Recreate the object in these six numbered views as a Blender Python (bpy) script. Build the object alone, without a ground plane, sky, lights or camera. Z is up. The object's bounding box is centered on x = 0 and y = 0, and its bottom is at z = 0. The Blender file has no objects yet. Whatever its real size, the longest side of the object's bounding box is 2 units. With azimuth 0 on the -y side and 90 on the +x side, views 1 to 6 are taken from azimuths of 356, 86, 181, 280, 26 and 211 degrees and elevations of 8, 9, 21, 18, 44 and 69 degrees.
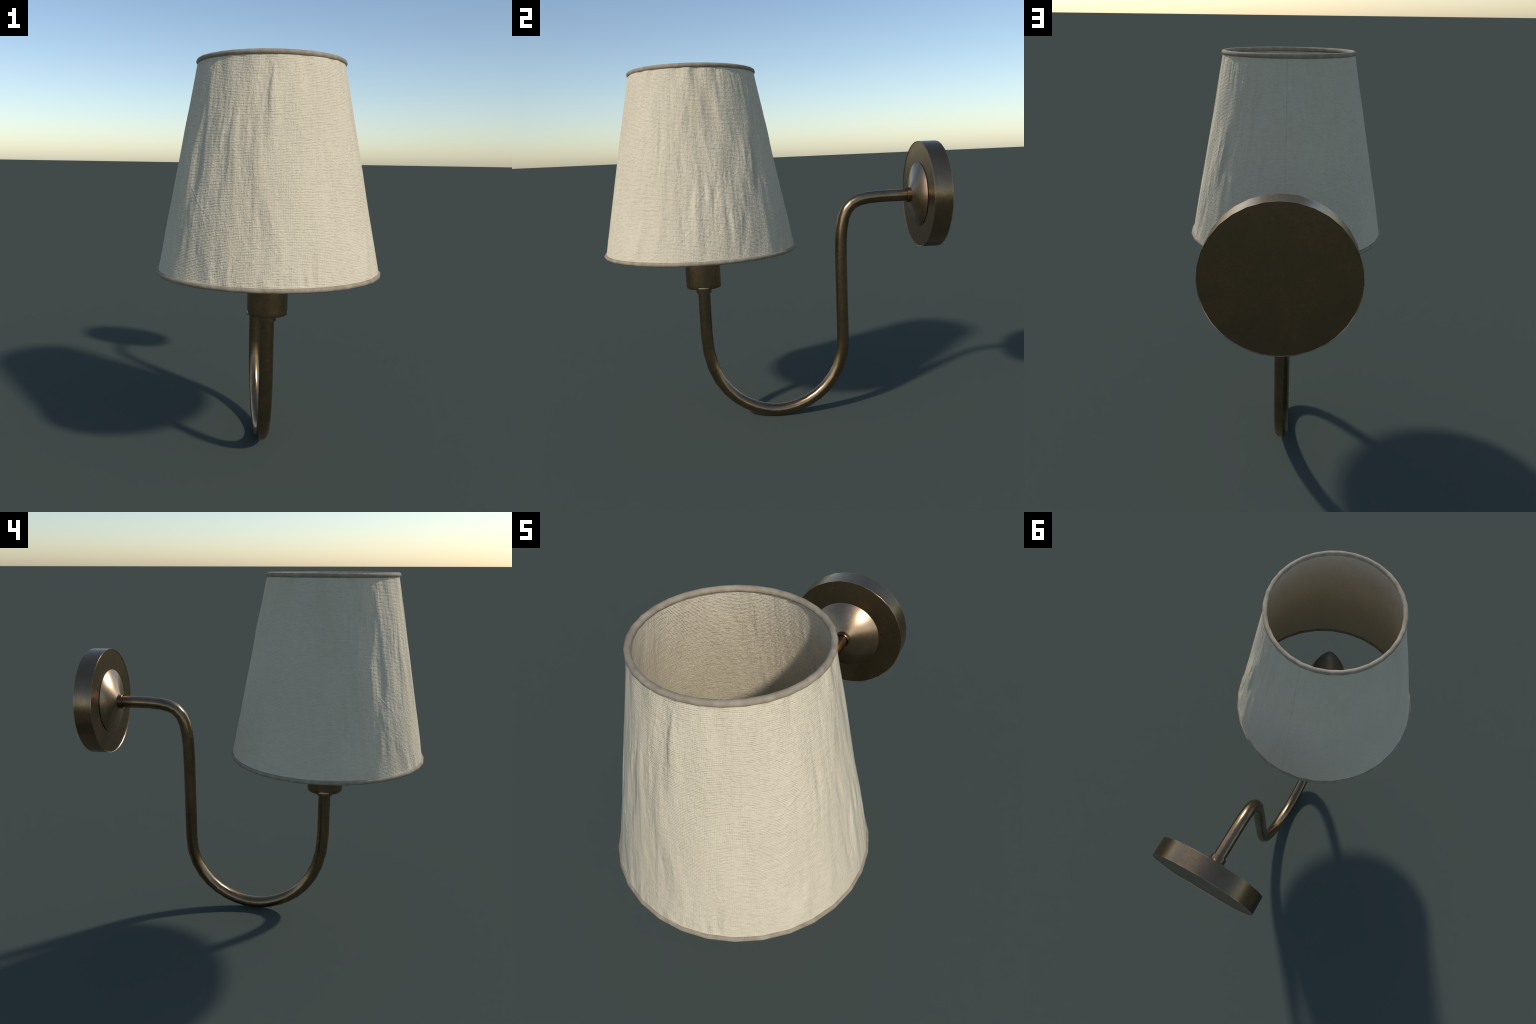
"""Wall lamp: aged-bronze round wall plate, swan-neck tube, socket, glass candle
bulb and a conical linen shade with piped rims."""
import bpy, bmesh, math
import numpy as np
from mathutils import Vector

TAU = 2 * math.pi
SHADE_Y = -0.4095            # axis of shade, socket and bulb
PLATE_Z = 1.2758             # axis of wall plate and tube end
FACETS = 32                  # the lamp's round parts are 32-sided

# ------------------------------------------------------------------ helpers
def collection_add(ob, parent=None):
    bpy.context.scene.collection.objects.link(ob)
    if parent is not None:
        ob.parent = parent
    return ob


def mesh_object(name, verts, faces, mat, parent, location=(0, 0, 0), smooth=True, sharp=None):
    me = bpy.data.meshes.new(name)
    me.from_pydata([tuple(v) for v in verts], [], faces)
    me.materials.append(mat)
    me.update()
    if smooth:
        me.shade_smooth()
        if sharp is not None:
            me.set_sharp_from_angle(angle=math.radians(sharp))
    ob = bpy.data.objects.new(name, me)
    ob.location = location
    return collection_add(ob, parent)


def lathe(profile, segments=FACETS, axis="Z"):
    """Revolve (radius, height) points; radius 0 closes the end with a fan."""
    verts, faces, rings = [], [], []
    for r, h in profile:
        if r <= 1e-6:
            rings.append([len(verts)])
            verts.append((0, 0, h))
        else:
            rings.append(list(range(len(verts), len(verts) + segments)))
            for k in range(segments):
                a = TAU * k / segments
                verts.append((r * math.cos(a), r * math.sin(a), h))
    for A, B in zip(rings[:-1], rings[1:]):
        for k in range(segments):
            j = (k + 1) % segments
            if len(A) == 1 and len(B) == 1:
                continue
            if len(A) == 1:
                faces.append((A[0], B[j], B[k]))
            elif len(B) == 1:
                faces.append((A[k], A[j], B[0]))
            else:
                faces.append((A[k], A[j], B[j], B[k]))
    if axis == "Y":          # height runs along +y; radius in the x-z plane
        verts = [(x, h, y) for x, y, h in verts]
        faces = [tuple(reversed(f)) for f in faces]
    return verts, faces


def fix_normals(ob):
    bm = bmesh.new()
    bm.from_mesh(ob.data)
    bmesh.ops.recalc_face_normals(bm, faces=bm.faces)
    bm.to_mesh(ob.data)
    bm.free()


def bezier(a, b, c, d, n):
    a, b, c, d = map(np.array, (a, b, c, d))
    s = np.linspace(0, 1, n + 1)[:, None]
    return a * (1 - s) ** 3 + 3 * b * s * (1 - s) ** 2 + 3 * c * s * s * (1 - s) + d * s ** 3


# ---------------------------------------------------------------- node tools
class Nodes:
    def __init__(self, name):
        self.mat = bpy.data.materials.new(name)
        self.mat.use_nodes = True
        self.t = self.mat.node_tree
        self.t.nodes.clear()
        self.out = self.t.nodes.new("ShaderNodeOutputMaterial")
        self.bsdf = self.t.nodes.new("ShaderNodeBsdfPrincipled")
        self.link(self.bsdf.outputs[0], self.out.inputs[0])

    def link(self, a, b):
        self.t.links.new(a, b)

    def put(self, sock, v):
        if isinstance(v, bpy.types.NodeSocket):
            self.link(v, sock)
        else:
            sock.default_value = v

    def new(self, kind, **props):
        n = self.t.nodes.new(kind)
        for k, v in props.items():
            setattr(n, k, v)
        return n

    def math(self, op, a, b=None, c=None, clamp=False):
        n = self.new("ShaderNodeMath", operation=op, use_clamp=clamp)
        for i, v in enumerate((a, b, c)):
            if v is not None:
                self.put(n.inputs[i], v)
        return n.outputs[0]

    def coords(self):
        return self.new("ShaderNodeTexCoord").outputs["Object"]

    def scaled(self, vec, s, loc=(0, 0, 0)):
        m = self.new("ShaderNodeMapping")
        self.put(m.inputs["Vector"], vec)
        m.inputs["Scale"].default_value = s
        m.inputs["Location"].default_value = loc
        return m.outputs[0]

    def noise(self, vec, scale, detail=2.0, rough=0.5, dist=0.0):
        n = self.new("ShaderNodeTexNoise")
        self.put(n.inputs["Vector"], vec)
        n.inputs["Scale"].default_value = scale
        n.inputs["Detail"].default_value = detail
        n.inputs["Roughness"].default_value = rough
        n.inputs["Distortion"].default_value = dist
        return n.outputs["Fac"]

    def ramp(self, fac, stops, interp="LINEAR"):
        n = self.new("ShaderNodeValToRGB")
        self.put(n.inputs[0], fac)
        cr = n.color_ramp
        cr.interpolation = interp
        while len(cr.elements) < len(stops):
            cr.elements.new(0.5)
        for e, (p, c) in zip(cr.elements, stops):
            e.position = p
            e.color = (*c, 1) if len(c) == 3 else c
        return n.outputs[0]

    def grey(self, fac, lo, hi, a=0.0, b=1.0):
        n = self.new("ShaderNodeMapRange")
        self.put(n.inputs[0], fac)
        for i, v in enumerate((lo, hi, a, b)):
            n.inputs[i + 1].default_value = v
        return n.outputs[0]

    def mix(self, fac, a, b, blend="MIX"):
        n = self.new("ShaderNodeMix", data_type="RGBA", blend_type=blend)
        self.put(n.inputs["Factor"], fac)
        for sock, v in ((n.inputs[6], a), (n.inputs[7], b)):
            self.put(sock, (*v, 1) if isinstance(v, tuple) and len(v) == 3 else v)
        return n.outputs[2]

    def bump(self, height, distance, strength=1.0, normal=None):
        n = self.new("ShaderNodeBump")
        n.inputs["Strength"].default_value = strength
        n.inputs["Distance"].default_value = distance
        self.put(n.inputs["Height"], height)
        if normal is not None:
            self.link(normal, n.inputs["Normal"])
        return n.outputs[0]


# ----------------------------------------------------------------- materials
def bronze_material(name, rough=0.28, tint=1.0, edge_radius=None, cool=0.0):
    """Aged bronze; edge_radius marks the rim (about the y axis) that gets a paler colour."""
    m = Nodes(name)
    P = m.coords()
    patina = m.noise(P, 8.0, 5.0, 0.62, 0.6)
    speck = m.noise(P, 60.0, 3.0, 0.65)
    t = tint
    calm = 0.6 if edge_radius else 1.0
    mid = np.array((0.280, 0.190, 0.110)) * t
    tones = [(0.34, (0.225, 0.158, 0.088)), (0.50, (0.275, 0.190, 0.110)), (0.62, (0.36, 0.225, 0.130)), (0.74, (0.42, 0.255, 0.150))]
    col = m.ramp(patina, [(p, tuple(mid + calm * (np.array(c) * t - mid))) for p, c in tones])
    col = m.mix(m.grey(speck, 0.56, 0.74, 0.0, 0.05), col, (0.19 * t, 0.125 * t, 0.065 * t))
    if cool:                      # base colour greyed to carry reflected sky
        col = m.mix(cool, col, (0.34, 0.31, 0.29))
    if edge_radius:
        sep = m.new("ShaderNodeSeparateXYZ")
        m.link(P, sep.inputs[0])
        x, y, z = sep.outputs
        rad = m.math("SQRT", m.math("ADD", m.math("MULTIPLY", x, x), m.math("MULTIPLY", z, z)))
        near_edge = m.math("GREATER_THAN", m.math("ABSOLUTE", m.math("ADD", y, 0.0508)), 0.0478)
        pale_edge = m.math("MULTIPLY", m.grey(rad, edge_radius - 0.0055, edge_radius - 0.0035), near_edge)
        pale_edge = m.math("MULTIPLY", pale_edge, m.grey(m.noise(P, 14.0, 3.0, 0.6), 0.36, 0.58))
        col = m.mix(m.math("MULTIPLY", pale_edge, 0.4), col, (0.80, 0.52, 0.33))
    m.put(m.bsdf.inputs["Base Color"], col)
    m.bsdf.inputs["Metallic"].default_value = 1.0
    r = m.math("ADD", m.grey(patina, 0.3, 0.75, rough + 0.04, rough - 0.05), m.grey(speck, 0.35, 0.7, -0.02, 0.04))
    m.put(m.bsdf.inputs["Roughness"], r)
    fine = m.math("ADD", m.noise(P, 160.0, 2.0, 0.6), m.math("MULTIPLY", m.noise(P, 35.0, 2.0, 0.5), 2.0))
    m.put(m.bsdf.inputs["Normal"], m.bump(fine, 0.0003, 0.06))
    return m.mat


def linen_material(name, relief=1.0):
    m = Nodes(name)
    P = m.coords()
    sep = m.new("ShaderNodeSeparateXYZ")
    m.link(P, sep.inputs[0])
    x, y, z = sep.outputs
    ang = m.math("ARCTAN2", y, x)
    rad = m.math("SQRT", m.math("ADD", m.math("MULTIPLY", x, x), m.math("MULTIPLY", y, y)))
    # unrolled direction: constant-radius cylinder so threads follow the cone
    comb = m.new("ShaderNodeCombineXYZ")
    m.put(comb.inputs[0], m.math("MULTIPLY", m.math("DIVIDE", x, rad), 0.43))
    m.put(comb.inputs[1], m.math("MULTIPLY", m.math("DIVIDE", y, rad), 0.43))
    m.put(comb.inputs[2], z)
    C = comb.outputs[0]
    # --- weave: warp (vertical) and weft (horizontal) threads, uneven and broken
    wob = m.noise(C, 22.0, 2.0, 0.6)
    weft = m.math("SINE", m.math("ADD", m.math("MULTIPLY", z, TAU / 0.0064), m.math("MULTIPLY", wob, 7.0)))
    warp = m.math("SINE", m.math("ADD", m.math("MULTIPLY", ang, 410.0), m.math("MULTIPLY", wob, 5.0)))
    weft_amt = m.grey(m.noise(m.scaled(C, (38, 38, 110)), 1.0, 2.0, 0.6), 0.34, 0.62)
    warp_amt = m.grey(m.noise(m.scaled(C, (130, 130, 34), (3, 1, 7)), 1.0, 2.0, 0.6), 0.42, 0.68)
    weave = m.math("ADD", m.math("MULTIPLY", weft, weft_amt), m.math("MULTIPLY", m.math("MULTIPLY", warp, warp_amt), 0.65))
    # --- slubs: thick threads running both ways, and small puckers
    slub_h = m.noise(m.scaled(C, (16, 16, 120)), 1.0, 2.0, 0.6)
    slub_v = m.noise(m.scaled(C, (60, 60, 8)), 1.0, 2.0, 0.6)
    crumple = m.noise(m.scaled(C, (62, 62, 48)), 1.0, 3.0, 0.68, 1.2)
    h = m.math("MULTIPLY", weave, 0.55)
    h = m.math("ADD", h, m.math("MULTIPLY", slub_h, 1.5))
    h = m.math("ADD", h, m.math("MULTIPLY", slub_v, 1.6))
    h = m.math("ADD", h, m.math("MULTIPLY", crumple, 3.2))
    m.put(m.bsdf.inputs["Normal"], m.bump(h, 0.0010 * relief, 1.0))
    # --- colour: undyed linen, faint clouding, darker hollows between threads
    cloud = m.noise(m.scaled(C, (5, 5, 2)), 1.0, 3.0)
    col = m.ramp(cloud, [(0.3, (0.672, 0.574, 0.412)), (0.7, (0.718, 0.620, 0.452))])
    gap = m.math("MULTIPLY", m.grey(weft, -0.4, -1.0), weft_amt)
    col = m.mix(m.math("MULTIPLY", gap, 0.09), col, (0.36, 0.31, 0.25))
    # sewn back seam
    back = m.math("GREATER_THAN", y, 0.0)
    seam = m.math("MULTIPLY", m.grey(m.math("ABSOLUTE", m.math("ADD", x, -0.0015)), 0.0032, 0.0012), back)
    col = m.mix(m.math("MULTIPLY", seam, 0.22), col, (0.30, 0.27, 0.22))
    m.put(m.bsdf.inputs["Base Color"], col)
    m.bsdf.inputs["Roughness"].default_value = 0.9
    m.bsdf.inputs["Specular IOR Level"].default_value = 0.12
    return m.mat


def piping_material():
    m = Nodes("rim_tape")
    P = m.coords()
    n = m.noise(P, 28.0, 3.0, 0.55)
    col = m.ramp(n, [(0.3, (0.262, 0.210, 0.145)), (0.52, (0.325, 0.265, 0.185)), (0.72, (0.385, 0.325, 0.240))])
    m.put(m.bsdf.inputs["Base Color"], col)
    m.bsdf.inputs["Roughness"].default_value = 0.8
    m.bsdf.inputs["Specular IOR Level"].default_value = 0.3
    m.put(m.bsdf.inputs["Normal"], m.bump(m.noise(P, 60.0, 3.0, 0.6), 0.0025, 0.6))
    return m.mat


def glass_material():
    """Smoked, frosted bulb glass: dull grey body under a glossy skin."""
    m = Nodes("bulb_glass")
    b = m.bsdf
    b.inputs["Base Color"].default_value = (0.125, 0.132, 0.125, 1)
    b.inputs["Roughness"].default_value = 0.06
    b.inputs["IOR"].default_value = 1.5
    return m.mat


BRONZE = bronze_material("aged_bronze", 0.28)
BRONZE_PLATE = bronze_material("aged_bronze_plate", 0.29, edge_radius=0.3020)
BRONZE_TUBE = bronze_material("aged_bronze_tube", 0.25)
BRONZE_DOME = bronze_material("aged_bronze_dome", 0.32, tint=1.45, cool=0.12)  # bronze lightened and cooled to match the sky mirrored in the dome
BRONZE_GLINT = bronze_material("glint_bright_bronze", 0.26, tint=2.0, cool=0.2)
LINEN = linen_material("linen")
LINEN_INSIDE = linen_material("linen_inside", 1.35)
PIPING = piping_material()
GLASS = glass_material()

# ---------------------------------------------------------------- the thing
lamp = bpy.data.objects.new("wall_lamp", None)
lamp["label"] = "aged bronze swan-neck wall lamp with conical linen shade"
lamp["category"] = "wall lamp"
collection_add(lamp)

# ------------------------------------------------------------- wall plate
PLATE_R, Y_FRONT, Y_BACK, BEV = 0.3020, 0.8450, 0.9466, 0.0030
FACE = Y_FRONT + 0.0028      # the face lies inside a fine raised lip
plate_prof = [(0, FACE), (PLATE_R * 0.6, FACE), (PLATE_R - 0.012, FACE), (PLATE_R - 0.0042, FACE), (PLATE_R - 0.0012, Y_FRONT),
              (PLATE_R - 0.0003, Y_FRONT), (PLATE_R, Y_FRONT + 0.0003), (PLATE_R, Y_FRONT + 0.010),
              (PLATE_R, Y_BACK - 0.008), (PLATE_R, Y_BACK - 0.0003), (PLATE_R - 0.0003, Y_BACK),
              (PLATE_R - 0.0008, Y_BACK), (PLATE_R - 0.0030, Y_BACK - 0.0022), (PLATE_R - 0.012, Y_BACK - 0.0022), (0, Y_BACK - 0.0022)]
v, f = lathe([(r, h - Y_BACK) for r, h in plate_prof], axis="Y")
wall_plate = mesh_object("wall_plate", v, f, BRONZE_PLATE, lamp, (0, Y_BACK, PLATE_Z), sharp=25)
fix_normals(wall_plate)

# dome on the plate: low boss, softly rounded toward the rim
dome_prof = [(0.1835, 0.8455), (0.1825, 0.8425), (0.1785, 0.8412), (0.174, 0.8402), (0.168, 0.8389), (0.160, 0.8370), (0.140, 0.8325), (0.120, 0.8278),
             (0.100, 0.8230), (0.083, 0.8185), (0.066, 0.8125), (0.052, 0.8070), (0.040, 0.8015)]
v, f = lathe([(r, h - 0.8455) for r, h in dome_prof], axis="Y", segments=64)
dome = mesh_object("dome", v, f, BRONZE_DOME, wall_plate, (0, 0.8455 - Y_BACK, 0))
fix_normals(dome)
soft = []
for vert in dome.data.vertices:
    r = math.hypot(vert.co.x, vert.co.z)
    tilt = math.radians(27 + 21 * (r / 0.1825) ** 1.7)      # shades fuller and rounder than the low boss stands
    soft.append((vert.co.x / r * math.sin(tilt), -math.cos(tilt), vert.co.z / r * math.sin(tilt)))
dome.data.normals_split_custom_set_from_vertices(soft)

# collar at the wall
collar_prof = [(0.0365, 0.7785), (0.0385, 0.7765), (0.0410, 0.7765), (0.0420, 0.7775), (0.0420, 0.8030), (0.0408, 0.8045), (0.034, 0.8060)]
v, f = lathe([(r, h - 0.80) for r, h in collar_prof], axis="Y", segments=24)
collar = mesh_object("collar", v, f, BRONZE_TUBE, wall_plate, (0, 0.80 - Y_BACK, 0), sharp=30)
fix_normals(collar)

# ------------------------------------------------------------- swan-neck tube
TUBE_R, TUBE_SIDES = 0.0345, 16
yl, zl, k1 = SHADE_Y, 0.525, 0.406
yb, zb, k2, k3 = -0.0048, TUBE_R, 0.122, 0.162
yr, zr, k4 = 0.3902, 0.449, 0.285
zu, k5, yt, k6 = 0.9208, 0.340, 0.6946, 0.2606
parts = [np.array([[yl, 0.800], [yl, 0.700], [yl, 0.610]]),
         bezier((yl, zl), (yl, zl - k1), (yb - k2, zb), (yb, zb), 10),
         bezier((yb, zb), (yb + k3, zb), (yr, zr - k4), (yr, zr), 9)[1:],
         np.array([[yr, 0.57], [yr, 0.69], [yr, 0.81]]),
         bezier((yr, zu), (yr, zu + k5), (yt - k6, PLATE_Z), (yt, PLATE_Z), 9),
         np.array([[0.74, PLATE_Z], [0.79, PLATE_Z]])]
path = np.vstack(parts)
tang = np.gradient(path, axis=0)
tang /= np.linalg.norm(tang, axis=1)[:, None]
verts, faces = [], []
for (py, pz), (ty, tz) in zip(path, tang):
    for k in range(TUBE_SIDES):
        a = TAU * k / TUBE_SIDES
        off = TUBE_R * math.cos(a)
        verts.append((TUBE_R * math.sin(a), py - tz * off, pz + ty * off))
n = TUBE_SIDES
for i in range(len(path) - 1):
    for k in range(n):
        j = (k + 1) % n
        faces.append((i * n + k, i * n + j, (i + 1) * n + j, (i + 1) * n + k))
faces.append(tuple(range(n)))
faces.append(tuple(range((len(path) - 1) * n, len(path) * n)))
tube = mesh_object("curved_tube", verts, faces, BRONZE_TUBE, lamp, sharp=60)
fix_normals(tube)

# ------------------------------------------------------------- socket and neck
socket_prof = [(0.036, 0.8050), (0.080, 0.8045), (0.0955, 0.8045), (0.0985, 0.8075), (0.0992, 0.8110), (0.0992, 0.8250), (0.0992, 0.900),
               (0.0992, 1.010), (0.0985, 1.016), (0.095, 1.019), (0.070, 1.019), (0.070, 1.005)]
v, f = lathe([(r, h - 0.8045) for r, h in socket_prof])
socket = mesh_object("lamp_socket", v, f, BRONZE, lamp, (0, SHADE_Y, 0.8045), sharp=40)
fix_normals(socket)
neck_prof = [(0.0340, 0.7735), (0.0375, 0.7715), (0.0426, 0.7715), (0.0434, 0.7724), (0.0434, 0.8000), (0.0434, 0.8060)]
v, f = lathe([(r, h - 0.7715) for r, h in neck_prof], segments=24)
neck = mesh_object("neck_ring", v, f, BRONZE_TUBE, socket, (0, 0, 0.7715 - 0.8045), sharp=22)
fix_normals(neck)

# bright reflections on the socket's lower edge, modelled as two pale half-round beads
glint_verts, glint_faces = [], []
RINGS, AROUND = 10, 24
for i in range(RINGS + 1):
    for k in range(AROUND):
        u, w = math.pi * i / RINGS, TAU * k / AROUND
        yy, zz = 0.030 * math.cos(u), 0.0105 * math.sin(u) * math.cos(w)
        bulge = 0.0042 * math.sin(u) * math.sin(w)
        r = 0.0980 + bulge
        glint_verts.append((math.sqrt(r * r - yy * yy), yy, zz + 0.002))
for i in range(RINGS):
    for k in range(AROUND):
        j = (k + 1) % AROUND
        glint_faces.append((i * AROUND + k, i * AROUND + j, (i + 1) * AROUND + j, (i + 1) * AROUND + k))
glint_bead = mesh_object("socket_glint_bead", glint_verts, glint_faces, BRONZE_GLINT, socket, (0, 0, 0.0045))
fix_normals(glint_bead)
other = collection_add(bpy.data.objects.new("socket_glint_bead", glint_bead.data), socket)
other.location, other.rotation_euler = (0, 0, 0.0045), (0, 0, math.pi)

# ------------------------------------------------------------- candle bulb
bulb_prof = [(0, 1.5920), (0.009, 1.5900), (0.019, 1.5825), (0.029, 1.569), (0.0415, 1.546), (0.056, 1.515), (0.073, 1.475), (0.089, 1.433),
             (0.0985, 1.386), (0.1040, 1.334), (0.1055, 1.284), (0.1030, 1.229), (0.096, 1.172), (0.084, 1.116), (0.070, 1.065), (0.059, 1.020), (0.054, 1.000), (0, 1.000)]
v, f = lathe([(r, h - 1.0) for r, h in bulb_prof], segments=32)
bulb = mesh_object("light_bulb", v, f, GLASS, lamp, (0, SHADE_Y, 1.0), sharp=60)
fix_normals(bulb)

# ------------------------------------------------------------- linen shade
Z_TOP, R_TOP, M_TOP = 1.9880, 0.3366, 0.0120
Z_BOT, R_BOT, M_BOT = 1.0235, 0.5258, 0.0112
FAB_TOP, FAB_BOT, THICK = R_TOP + 0.0032, R_BOT + 0.0022, 0.0040


def value_noise(rng, a, z, cells_a, cells_z):
    """Smooth random field on the unrolled cone, periodic in a (0..1)."""
    g = rng.standard_normal((cells_z + 2, cells_a))
    u, w = a * cells_a, z * cells_z
    i, j = np.floor(u).astype(int), np.floor(w).astype(int)
    fu, fw = u - i, w - j
    fu, fw = fu ** 3 * (fu * (fu * 6 - 15) + 10), fw ** 3 * (fw * (fw * 6 - 15) + 10)
    i0, i1, j0, j1 = i % cells_a, (i + 1) % cells_a, np.clip(j, 0, cells_z), np.clip(j + 1, 0, cells_z + 1)
    return (g[j0, i0] * (1 - fu) + g[j0, i1] * fu) * (1 - fw) + (g[j1, i0] * (1 - fu) + g[j1, i1] * fu) * fw


def linen_relief(a, z):
    """Height in metres of the pulled and creased cloth; a and z run 0..1."""
    rng = np.random.default_rng(11)
    a = a + 0.0035 * value_noise(rng, a, z, 14, 5)            # folds wander a little
    patch = np.clip(0.75 + 0.5 * value_noise(rng, a, z, 18, 4), 0.15, 1.7)   # some areas lie flatter
    h = 0.0017 * value_noise(rng, a, z, 46, 4)                # long drop folds
    h += 0.0010 * patch * value_noise(rng, a, z, 92, 6)
    h += 0.00046 * patch * value_noise(rng, a, z, 150, 8)
    h += 0.00028 * patch * value_noise(rng, a, z, 230, 14)
    h += 0.00018 * patch * value_noise(rng, a, z, 260, 40)    # puckers
    # single creases: (angle deg, height, length, lean, depth)
    for deg, hz, ln, lean, dep in ((-38, 0.60, 0.16, 0.055, 0.0011), (-33, 0.57, 0.12, 0.050, 0.0009), (-136, 0.36, 0.13, -0.045, 0.0014),
                                   (-131, 0.28, 0.10, -0.01, 0.0010), (-8, 0.13, 0.09, 0.03, 0.0009), (-27, 0.03, 0.06, 0.03, 0.0009),
                                   (2, 0.33, 0.10, 0.025, 0.0008), (-95, 0.15, 0.08, 0.01, 0.0008), (-75, 0.22, 0.10, -0.012, 0.0008),
                                   (128, 0.55, 0.14, 0.04, 0.0008), (205, 0.62, 0.12, -0.04, 0.0008), (60, 0.35, 0.12, 0.02, 0.0009)):
        t = (z - hz) / ln
        da = (a - deg / 360.0 - lean * t + 0.5) % 1.0 - 0.5
        d = da / 0.0014
        h += 0.75 * dep * np.exp(-d * d) * np.exp(-(2 * t) ** 4)
    return h


def polygon_factor(theta):
    """Radius factor that turns a circle into a regular polygon of FACETS sides."""
    step = TAU / FACETS
    local = (theta % step) - step / 2
    return math.cos(step / 2) / np.cos(local)


def shade_mesh(na=1024, nz=288):
    th = np.arange(na) * TAU / na
    tt = np.linspace(0, 1, nz + 1)
    T, S = np.meshgrid(th, tt)
    relief = linen_relief(T / TAU, S)
    fade = np.clip(np.minimum(S, 1 - S) / 0.02, 0.0, 1.0)
    relief = relief * (0.12 + 0.88 * fade)
    relief += 0.0004 * (((T - math.pi / 2) > 0) & ((T - math.pi / 2) < 0.022))   # seam overlap
    Z = Z_BOT + (Z_TOP - Z_BOT) * S
    verts, norms, faces = [], [], []
    for side in (0, 1):
        R = FAB_BOT + (FAB_TOP - FAB_BOT) * S - THICK * side + (1.45, 0.9)[side] * relief   # soft cloth shades deeper than it stands
        p = np.stack([R * np.cos(T), R * np.sin(T), Z], -1)
        da = np.roll(p, -1, 1) - np.roll(p, 1, 1)
        dz = np.gradient(p, axis=0)
        nn = np.cross(da, dz)
        nn /= np.linalg.norm(nn, axis=-1)[..., None]
        if side:
            nn = -nn
        k = polygon_factor(T)
        R = FAB_BOT + (FAB_TOP - FAB_BOT) * S - THICK * side + 0.6 * relief
        X, Y = R * np.cos(T), R * np.sin(T)
        q = np.stack([X * k, Y * k, Z - Z_BOT], -1).reshape(-1, 3)
        verts.append(q)
        norms.append(nn.reshape(-1, 3))
        idx = np.arange((nz + 1) * na).reshape(nz + 1, na) + side * (nz + 1) * na
        r = np.roll(idx, -1, 1)
        quad = np.stack([idx[:-1], r[:-1], r[1:], idx[1:]], -1).reshape(-1, 4)
        faces.append(quad[:, ::-1] if side else quad)
    off = (nz + 1) * na
    for row, flip in ((0, True), (nz, False)):              # hems close the two skins
        o = np.arange(na) + row * na
        o2 = np.roll(o, -1)
        quad = np.stack([o, o2, o2 + off, o + off], -1)
        faces.append(quad[:, ::-1] if flip else quad)
    V, N, F = np.vstack(verts), np.vstack(norms), np.vstack(faces)
    me = bpy.data.meshes.new("fabric_shade")
    me.vertices.add(len(V))
    me.vertices.foreach_set("co", V.astype(np.float32).ravel())
    me.loops.add(F.size)
    me.loops.foreach_set("vertex_index", F.astype(np.int32).ravel())
    me.polygons.add(len(F))
    me.polygons.foreach_set("loop_start", np.arange(len(F), dtype=np.int32) * 4)
    me.update(calc_edges=True)
    me.validate()
    me.shade_smooth()
    me.normals_split_custom_set_from_vertices([tuple(n) for n in N])
    me.materials.append(LINEN)
    me.materials.append(LINEN_INSIDE)
    slots = np.zeros(len(F), dtype=np.int32)
    slots[nz * na:2 * nz * na] = 1
    me.polygons.foreach_set("material_index", slots)
    return me


shade = collection_add(bpy.data.objects.new("fabric_shade", shade_mesh()), lamp)
shade.location = (0, SHADE_Y, Z_BOT)


def piped_rim(name, R, m, z):
    sides = 12
    verts, faces = [], []
    for i in range(FACETS):
        a = TAU * i / FACETS
        for k in range(sides):
            b = TAU * k / sides
            rr = R + m * math.cos(b)
            verts.append((rr * math.cos(a), rr * math.sin(a), m * math.sin(b)))
    for i in range(FACETS):
        i2 = (i + 1) % FACETS
        for k in range(sides):
            k2 = (k + 1) % sides
            faces.append((i * sides + k, i2 * sides + k, i2 * sides + k2, i * sides + k2))
    ob = mesh_object(name, verts, faces, PIPING, shade, (0, 0, z - Z_BOT))
    fix_normals(ob)


piped_rim("top_rim", R_TOP, M_TOP, Z_TOP)
piped_rim("bottom_rim", R_BOT, M_BOT, Z_BOT)
